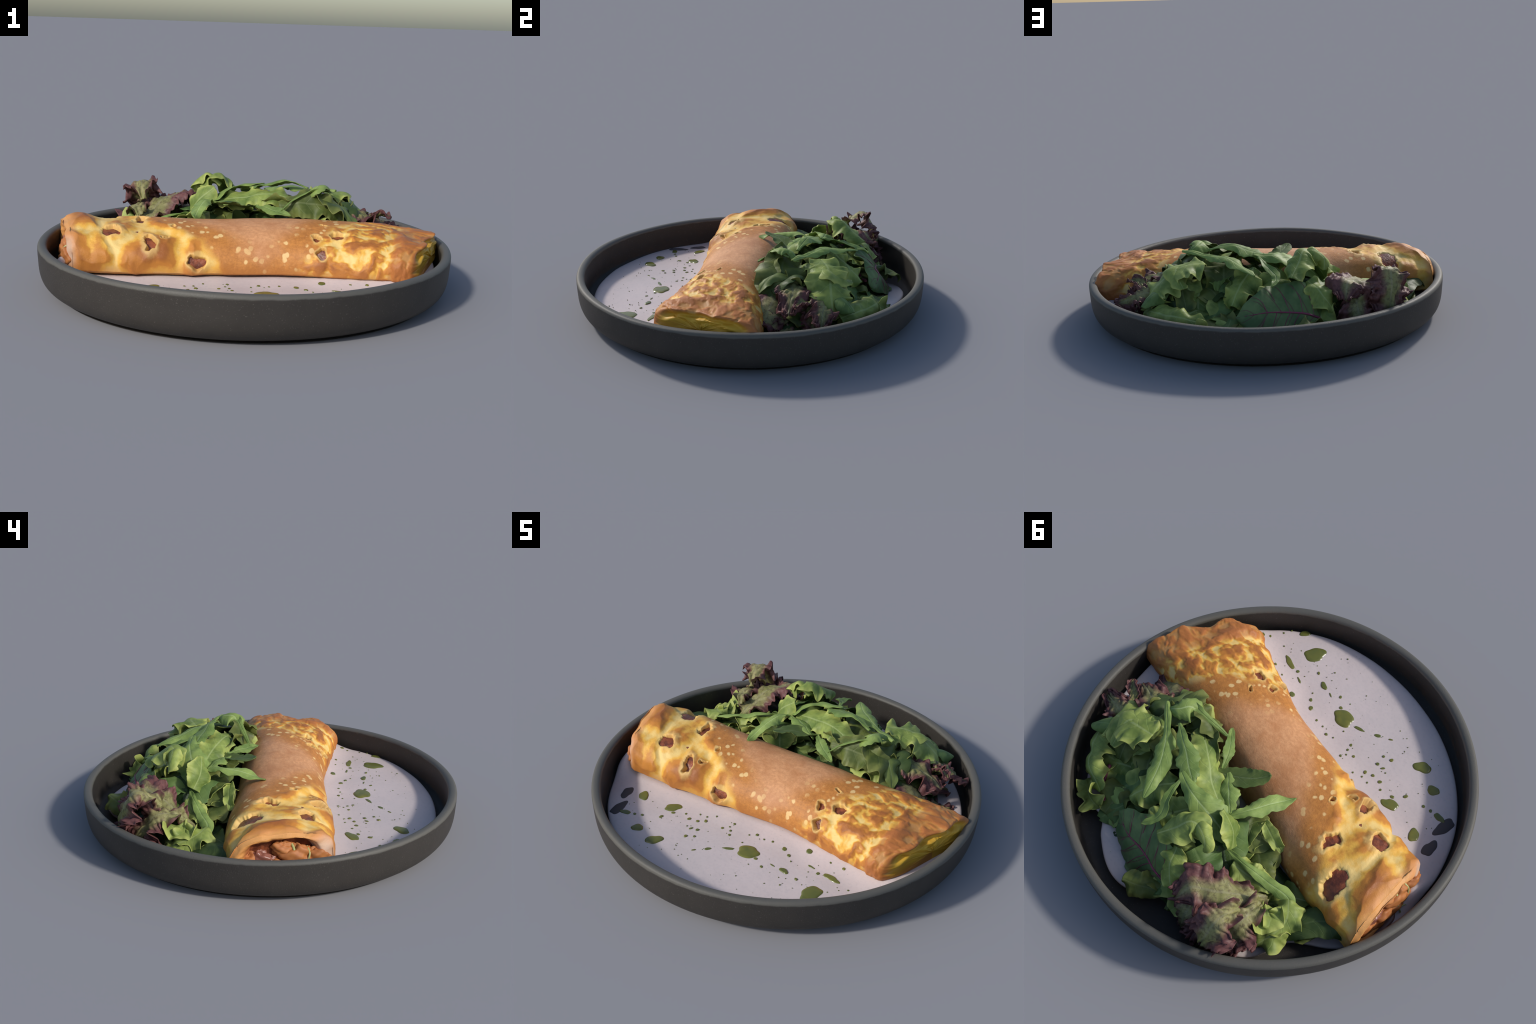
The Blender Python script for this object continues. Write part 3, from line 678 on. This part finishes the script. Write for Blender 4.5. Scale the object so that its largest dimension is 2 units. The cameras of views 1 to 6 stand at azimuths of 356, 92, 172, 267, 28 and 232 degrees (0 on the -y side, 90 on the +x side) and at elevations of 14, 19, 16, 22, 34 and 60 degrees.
# ---------------------------------------------------------------- salad
def leaf_material(kind, dark):
    mt, s, b = material(kind + ("_leaf_deep" if dark else "_leaf"), rough=0.5, spec=0.3)
    g = coords(s, "Generated")
    a, yb, _ = s.split(g)
    b_abs = s.m("ABSOLUTE", s.m("SUBTRACT", s.m("MULTIPLY", yb, 2.0), 1.0))
    rnd = s.node("ShaderNodeObjectInfo").outputs["Random"]
    co = s.v("ADD", coords(s), s.v("SCALE", (7.0, 3.0, 5.0), rnd))
    blotch = s.noise(co, 9, 3, 0.6)
    fine = s.noise(co, 60, 3, 0.6)
    edge = s.m("ADD", b_abs, s.m("MULTIPLY", s.m("SUBTRACT", blotch, 0.5), 0.7))
    rib = s.ramp(b_abs, 0.075, 0.025)
    # side veins leave the midrib slantwise
    slant = s.m("SUBTRACT", a, s.m("MULTIPLY", b_abs, 0.22))
    vein = s.m("ABSOLUTE", s.m("SUBTRACT", s.m("FRACT", s.m("ADD", s.m("MULTIPLY", slant, 6.5), s.m("MULTIPLY", blotch, 0.5))), 0.5))
    vein = s.m("MULTIPLY", s.ramp(vein, 0.07, 0.02), s.ramp(b_abs, 0.95, 0.5))
    k = 0.60 if dark else 1.35
    sc = lambda c: tuple(v * k for v in c)
    if kind == "arugula":
        col = s.mix(s.ramp(blotch, 0.3, 0.7), sc((0.145, 0.22, 0.055)), sc((0.275, 0.365, 0.10)))
        col = s.mix(s.m("MULTIPLY", vein, 0.25), col, sc((0.33, 0.44, 0.17)))
        col = s.mix(s.m("MULTIPLY", rib, 0.7), col, sc((0.42, 0.52, 0.24)))
        col = s.mix(s.m("MULTIPLY", s.ramp(rnd, 0.3, 1.0), 0.35), col, (0.06, 0.12, 0.03))
    elif kind == "lettuce":
        col = s.mix(s.ramp(blotch, 0.3, 0.7), sc((0.11, 0.165, 0.038)), sc((0.265, 0.325, 0.08)))
        col = s.mix(s.ramp(edge, 0.55, 1.05), col, sc((0.36, 0.40, 0.11)))
        col = s.mix(s.m("MULTIPLY", vein, 0.2), col, sc((0.30, 0.38, 0.14)))
        col = s.mix(s.m("MULTIPLY", rib, 0.4), col, sc((0.38, 0.45, 0.2)))
    elif kind == "spinach":
        col = s.mix(s.ramp(blotch, 0.3, 0.7), sc((0.065, 0.12, 0.035)), sc((0.14, 0.21, 0.06)))
        col = s.mix(s.m("MULTIPLY", vein, 0.2), col, sc((0.16, 0.25, 0.09)))
        col = s.mix(s.m("MULTIPLY", rib, 0.35), col, sc((0.22, 0.30, 0.12)))
    elif kind == "beet":
        col = s.mix(s.ramp(blotch, 0.3, 0.7), (0.095, 0.17, 0.06), (0.20, 0.285, 0.11))
        col = s.mix(s.m("MULTIPLY", s.ramp(a, 0.35, 0.05), 0.4), col, (0.24, 0.32, 0.08))
        col = s.mix(s.m("MULTIPLY", vein, 0.55), col, (0.16, 0.035, 0.06))
    elif kind == "stripe":
        st = s.m("ABSOLUTE", s.m("SUBTRACT", s.m("FRACT", s.m("MULTIPLY", s.m("ADD", a, s.m("MULTIPLY", b_abs, 0.3)), 7.0)), 0.5))
        col = s.mix(s.ramp(st, 0.15, 0.35), (0.42, 0.36, 0.28), (0.16, 0.13, 0.06))
        col = s.mix(s.ramp(edge, 0.5, 0.9), col, (0.15, 0.17, 0.05))
    else:  # red lettuce: olive heart, purple brown frill
        col = s.mix(s.ramp(blotch, 0.35, 0.7), (0.27, 0.27, 0.10), (0.36, 0.33, 0.15))
        rim = s.m("ADD", s.m("MULTIPLY", edge, 0.75), s.m("MULTIPLY", a, 0.55))
        col = s.mix(s.ramp(rim, 0.45, 0.78), col, s.mix(blotch, (0.10, 0.03, 0.035), (0.27, 0.125, 0.115)))
        col = s.mix(s.m("MULTIPLY", s.ramp(fine, 0.45, 0.7), 0.5), col, (0.07, 0.022, 0.03))
        col = s.mix(s.m("MULTIPLY", rib, 0.5), col, (0.36, 0.34, 0.20))
    col = s.mix(s.ramp(fine, 0.35, 0.75, 0.0, 0.22), col, s.mix(0.5, col, (0.02, 0.04, 0.012)))
    s.put(b.inputs["Base Color"], col)
    bump(s, b, s.m("ADD", s.m("MULTIPLY", fine, 0.5), s.m("MULTIPLY", vein, -0.3)), 0.35, 0.006)
    tr = s.node("ShaderNodeBsdfTranslucent")
    s.put(tr.inputs["Color"], col)
    mx = s.node("ShaderNodeMixShader")
    mx.inputs[0].default_value = 0.12
    s.put(mx.inputs[1], b.outputs[0])
    s.put(mx.inputs[2], tr.outputs[0])
    out = s.t.nodes["Material Output"]
    s.t.links.new(mx.outputs[0], out.inputs["Surface"])
    return mt


NAMES = dict(arugula="arugula_leaf", lettuce="lettuce_leaf", spinach="spinach_leaf", beet="beet_leaf", stripe="chard_leaf", red="red_lettuce_leaf")
MATS = {}


def outline(kind, a, fan):
    if kind == "arugula":
        return np.clip(np.sin(np.pi * np.clip(0.06 + 0.94 * a, 0, 1) ** 1.15), 0, 1) ** 0.55 * (0.55 + 0.45 * smooth(0.1, 0.6, a))
    if kind == "beet":
        return np.sin(np.pi * (0.02 + 0.98 * a) ** 0.72) ** 0.62
    if fan:
        return (0.30 + 0.70 * smooth(0.0, 0.55, a)) * np.sqrt(np.clip(1 - smooth(0.72, 1.0, a) * 0.9, 0, 1))
    return np.clip(np.sin(np.pi * (0.05 + 0.93 * a) ** 0.95), 0, 1) ** 0.5


def make_leaf(parent, spec, seed, nu=64, nv=27):
    r = np.random.default_rng(seed)
    kind, w = spec["kind"], spec["half_width"]
    cup, ruf, lobe, fan, dark = spec.get("cup", 0.0), spec.get("ruffle", 0.006), spec.get("lobe", 0.0), spec.get("fan", 0), spec.get("dark", 0)
    hint = unit(np.array(spec.get("n", (0.05, 0.25, 1.0)), float))
    a = np.linspace(0, 1, nu)
    b = np.sin(np.linspace(-1, 1, nv) * np.pi / 2 * 0.92) / np.sin(np.pi / 2 * 0.92)
    C = catmull(spec["spine"], nu)
    T = unit(np.gradient(C, axis=0))
    S = unit(np.cross(hint, T))
    Nn = unit(np.cross(T, S))
    A, B = np.meshgrid(a, b, indexing="ij")
    prof = outline(kind, a, fan)[:, None] * np.ones_like(B)
    length = np.linalg.norm(np.diff(C, axis=0), axis=1).sum()
    for side in (-1, 1):
        m = (np.sign(B) == side) | (B == 0)
        ph, nl = r.uniform(0, 6.28), r.uniform(2.6, 3.6)
        if lobe:
            cut = (0.5 + 0.5 * np.cos(2 * np.pi * nl * A + ph)) ** 1.5
            prof = np.where(m, prof * (1 - lobe * cut * (1 - 0.6 * A)) , prof)
            prof = np.where(m, prof * (1 + 0.05 * np.sin(2 * np.pi * 9 * A + ph)), prof)
        else:
            q = 0.6 * np.sin(2 * np.pi * 1.7 * A + ph) + (0.4 if kind == "red" else 0.15) * np.sin(2 * np.pi * 4.1 * A + 2 * ph) + 0.12 * np.sin(2 * np.pi * 11 * A + 3 * ph)
            prof = np.where(m, prof * (1 + (0.12 if kind in ("lettuce", "red") else 0.05) * q), prof)
    W = w * prof
    th = cup * B
    lat = W * (np.sin(th) / cup if abs(cup) > 1e-3 else B)
    off = W * ((1 - np.cos(th)) / cup if abs(cup) > 1e-3 else 0 * B)
    fr = max(1.0, length / 0.15) * (1.15 if kind in ("lettuce", "red") else 0.8)
    for side in (-1, 1):
        m = np.sign(B) == side
        p1, p2, p3 = r.uniform(0, 6.28, 3)
        wav = np.sin(2 * np.pi * fr * A + p1) + 0.55 * np.sin(2 * np.pi * 1.9 * fr * A + p2) + (0.4 if kind == "red" else 0.14) * np.sin(2 * np.pi * 4.3 * fr * A + p3)
        off = off + m * ruf * np.abs(B) ** 1.8 * wav
        lat = lat + m * side * 0.35 * ruf * np.abs(B) ** 2 * np.sin(2 * np.pi * 1.5 * fr * A + p2)
    if kind == "red":
        off = off + 0.35 * ruf * np.sin(23 * B + 9 * A + r.uniform(0, 6)) * smooth(0.3, 0.9, A) + 0.3 * ruf * np.sin(31 * A + 11 * B + r.uniform(0, 6)) * np.abs(B) ** 0.5
    off = off - 0.002 * np.exp(-(B / 0.06) ** 2)                          # midrib groove
    P = C[:, None] + lat[..., None] * S[:, None] + off[..., None] * Nn[:, None]
    for _ in range(4):                                                    # soft crumple
        kv, ph = r.normal(size=3) * 13, r.uniform(0, 6.28)
        P = P + (0.005 * np.sin(P @ kv + ph))[..., None] * Nn[:, None]
    for _ in range(5):                                                    # finer wrinkles between the veins
        kv, ph = r.normal(size=3) * 38, r.uniform(0, 6.28)
        P = P + ((0.0022 if kind in ("lettuce", "red") else 0.0012) * np.sin(P @ kv + ph))[..., None] * Nn[:, None]
    # stay inside the plate and above its floor
    rad = np.hypot(P[..., 0], P[..., 1])
    lim = inside_plate(0, 0, np.clip(P[..., 2], 0.05, 0.19)) - 0.012
    lim = np.where(P[..., 2] > 0.235, 1.5, lim)
    f = np.minimum(1, lim / np.maximum(rad, 1e-6))
    P[..., 0] *= f
    P[..., 1] *= f
    P[..., 2] = np.maximum(P[..., 2], 0.088 + 0.01 * np.abs(B))
    faces = grid_faces(nu, nv)
    Pn = normals_of(P.reshape(-1, 3), faces).reshape(P.shape)
    t = 0.0035 if kind == "arugula" else 0.003
    thick = t * (0.35 + 0.65 * (1 - np.abs(B) ** 3))[..., None]
    top, bot = (P + Pn * thick).reshape(-1, 3), (P - Pn * thick).reshape(-1, 3)
    nvt = nu * nv
    rim = [i * nv for i in range(nu)] + [(nu - 1) * nv + j for j in range(1, nv)] + [i * nv + nv - 1 for i in range(nu - 2, -1, -1)] + list(range(nv - 2, 0, -1))
    side_f = [(rim[k], rim[(k + 1) % len(rim)], rim[(k + 1) % len(rim)] + nvt, rim[k] + nvt) for k in range(len(rim))]
    F = faces.tolist() + (faces[:, ::-1] + nvt).tolist() + [q[::-1] for q in side_f]
    origin = C[0]
    form = np.concatenate([top, bot]) - origin
    flat = np.stack([A, (B + 1) / 2, np.zeros_like(A)], -1).reshape(-1, 3)
    flat = np.concatenate([flat + (0, 0, 0.01), flat - (0, 0, 0.01)])
    key = (kind, bool(dark))
    if key not in MATS:
        MATS[key] = leaf_material(*key)
    me = mesh_from(NAMES[kind], flat, F)
    me.materials.append(MATS[key])
    ob = bpy.data.objects.new(NAMES[kind], me)
    SC.collection.objects.link(ob)
    ob.parent = parent
    ob.matrix_parent_inverse = parent.matrix_world.inverted()
    ob.location = origin
    with_form(ob, form)
    return ob, P, Pn


def mound_height(x, y):
    pts = np.array([(-0.55, 0.62, 0.27), (-0.15, 0.50, 0.35), (0.2, 0.33, 0.38), (0.42, 0.2, 0.34), (0.52, 0.45, 0.30), (0.75, 0.28, 0.16), (0.2, 0.8, 0.12),
                    (-0.1, 0.82, 0.12), (-0.36, 0.74, 0.13), (-0.5, 0.4, 0.13), (-0.58, 0.32, 0.13), (0.1, 0.2, 0.28), (-0.15, 0.25, 0.24), (-0.35, 0.3, 0.16),
                    (0.1, 0.65, 0.20), (0.4, 0.62, 0.13), (0.6, 0.6, 0.12), (-0.3, 0.62, 0.19), (-0.7, 0.55, 0.10)])
    d = (x[..., None] - pts[:, 0]) ** 2 + (y[..., None] - pts[:, 1]) ** 2 + 0.004
    w = 1 / d ** 1.6
    return (w * pts[:, 2]).sum(-1) / w.sum(-1)


def build_salad():
    root = thing("leaf_salad", "loose heap of mixed green and purple salad leaves", "salad", (0, 0.5, 0.09))
    beet = None
    for i, spec in enumerate(LEAVES):
        ob, P, Pn = make_leaf(root, spec, 100 + i)
        if spec["kind"] == "beet":
            beet = (ob, P, Pn)
    # crimson midrib and side veins stand proud of the beet leaf
    mv, s, b = material("crimson_vein", rough=0.4, spec=0.4)
    s.put(b.inputs["Base Color"], s.mix(s.noise(coords(s), 20), (0.19, 0.03, 0.07), (0.30, 0.06, 0.11)))
    ob, P, Pn = beet
    nu, nv = P.shape[:2]
    mid = nv // 2
    def rib(path, rad, name):
        pts = np.array([P[i, j] + Pn[i, j] * 0.004 for i, j in path])
        me = tube(pts, rad, name, m=8, n=30, taper=0.25)
        me.transform(__import__("mathutils").Matrix.Translation(-Vector(ob.location)))
        o = bpy.data.objects.new(name, me)
        SC.collection.objects.link(o)
        me.materials.append(mv)
        o.parent = ob
    rib([(int(i), mid) for i in np.linspace(0, nu * 0.9, 9)], 0.007, "midrib")
    for k, f in enumerate((0.14, 0.27, 0.40, 0.53, 0.66)):
        for sd in (-1, 1):
            rib([(int(min(nu - 1, nu * (f + 0.02 * sd * (k % 2) + 0.16 * t))), int(mid + sd * t * mid * 0.8)) for t in (0, 0.35, 0.7, 1.0)], 0.0022, "side_vein")
    # pink chard stem in its pale leaf
    mp, s, b = material("pink_stem", rough=0.35, spec=0.5)
    s.put(b.inputs["Base Color"], s.mix(s.noise(coords(s), 25), (0.42, 0.06, 0.15), (0.60, 0.16, 0.26)))
    new_object("chard_stem", tube([(0.20, 0.275, 0.345), (0.26, 0.23, 0.362), (0.315, 0.175, 0.35)], 0.012, "chard_stem", taper=0.8), root, mp)
    for p in ([(0.16, 0.66, 0.2), (0.1, 0.64, 0.19), (0.02, 0.62, 0.22)], [(0.5, 0.6, 0.17), (0.44, 0.68, 0.14), (0.36, 0.72, 0.15)]):
        new_object("leaf_stem", tube(p, 0.009, "leaf_stem", taper=0.7), root, mv)
    # lower leaves that fill the heap
    r = np.random.default_rng(21)
    made = 0
    while made < 80:
        x, y = r.uniform(-0.72, 0.8), r.uniform(0.1, 0.85)
        if np.hypot(x, y) > 0.74 or y < 0.27 - 0.16 * smooth(-0.2, 0.6, x):
            continue
        z = float(mound_height(np.array(x), np.array(y)))
        z = 0.10 + (z - 0.10) * (r.uniform(0.35, 0.85) if y > 0.5 else r.uniform(0.6, 1.08))
        az, ln = r.uniform(0, 6.28), r.uniform(0.16, 0.30)
        dx, dy = math.cos(az) * ln / 2, math.sin(az) * ln / 2
        def hz(px, py):
            return min(z + 0.01, max(0.1, float(mound_height(np.array(px), np.array(py))) - 0.02))
        kind = ("red" if (x < -0.35 and y > 0.5) or (x > 0.62) else ("lettuce", "spinach", "lettuce", "arugula")[int(r.integers(4))])
        spec = dict(kind=kind, half_width=r.uniform(0.06, 0.11), cup=r.uniform(-0.8, 0.5), ruffle=r.uniform(0.010, 0.024), lobe=0.3 if kind == "arugula" else 0,
                    dark=int(r.random() < 0.6) if kind != "red" else 0, n=(r.uniform(-0.3, 0.3), r.uniform(-0.1, 0.6), 1),
                    spine=[(x - dx, y - dy, hz(x - dx, y - dy)), (x, y, z + 0.015), (x + dx, y + dy, hz(x + dx, y + dy))])
        make_leaf(root, spec, 500 + made, nu=40, nv=17)
        made += 1
    # crumpled dark mound added to fill the gaps beneath the leaves
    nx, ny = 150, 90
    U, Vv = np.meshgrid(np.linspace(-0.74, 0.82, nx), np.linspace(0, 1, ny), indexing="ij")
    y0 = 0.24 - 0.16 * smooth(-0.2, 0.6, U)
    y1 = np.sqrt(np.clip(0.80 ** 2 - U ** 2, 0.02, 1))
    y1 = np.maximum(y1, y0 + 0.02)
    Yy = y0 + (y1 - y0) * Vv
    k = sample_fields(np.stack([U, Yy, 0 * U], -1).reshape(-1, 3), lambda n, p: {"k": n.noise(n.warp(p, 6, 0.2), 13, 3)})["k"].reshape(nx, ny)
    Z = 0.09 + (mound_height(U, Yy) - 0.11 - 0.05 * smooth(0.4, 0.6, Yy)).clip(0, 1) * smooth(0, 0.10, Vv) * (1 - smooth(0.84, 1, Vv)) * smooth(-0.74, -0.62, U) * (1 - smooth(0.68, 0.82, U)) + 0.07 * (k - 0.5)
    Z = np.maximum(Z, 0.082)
    mm, s, b = material("filler_mound_dark", rough=0.5, spec=0.35)
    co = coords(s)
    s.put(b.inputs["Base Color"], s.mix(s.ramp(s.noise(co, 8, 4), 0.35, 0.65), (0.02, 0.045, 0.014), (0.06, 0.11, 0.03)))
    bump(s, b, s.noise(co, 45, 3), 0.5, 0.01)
    o = new_object("leaf_filler_mound", mesh_from("leaf_filler_mound", np.stack([U, Yy, Z], -1).reshape(-1, 3), grid_faces(nx, ny)), root, mm)
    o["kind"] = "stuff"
    return root


build_plate()
build_sauce()
build_crepe()
build_salad()
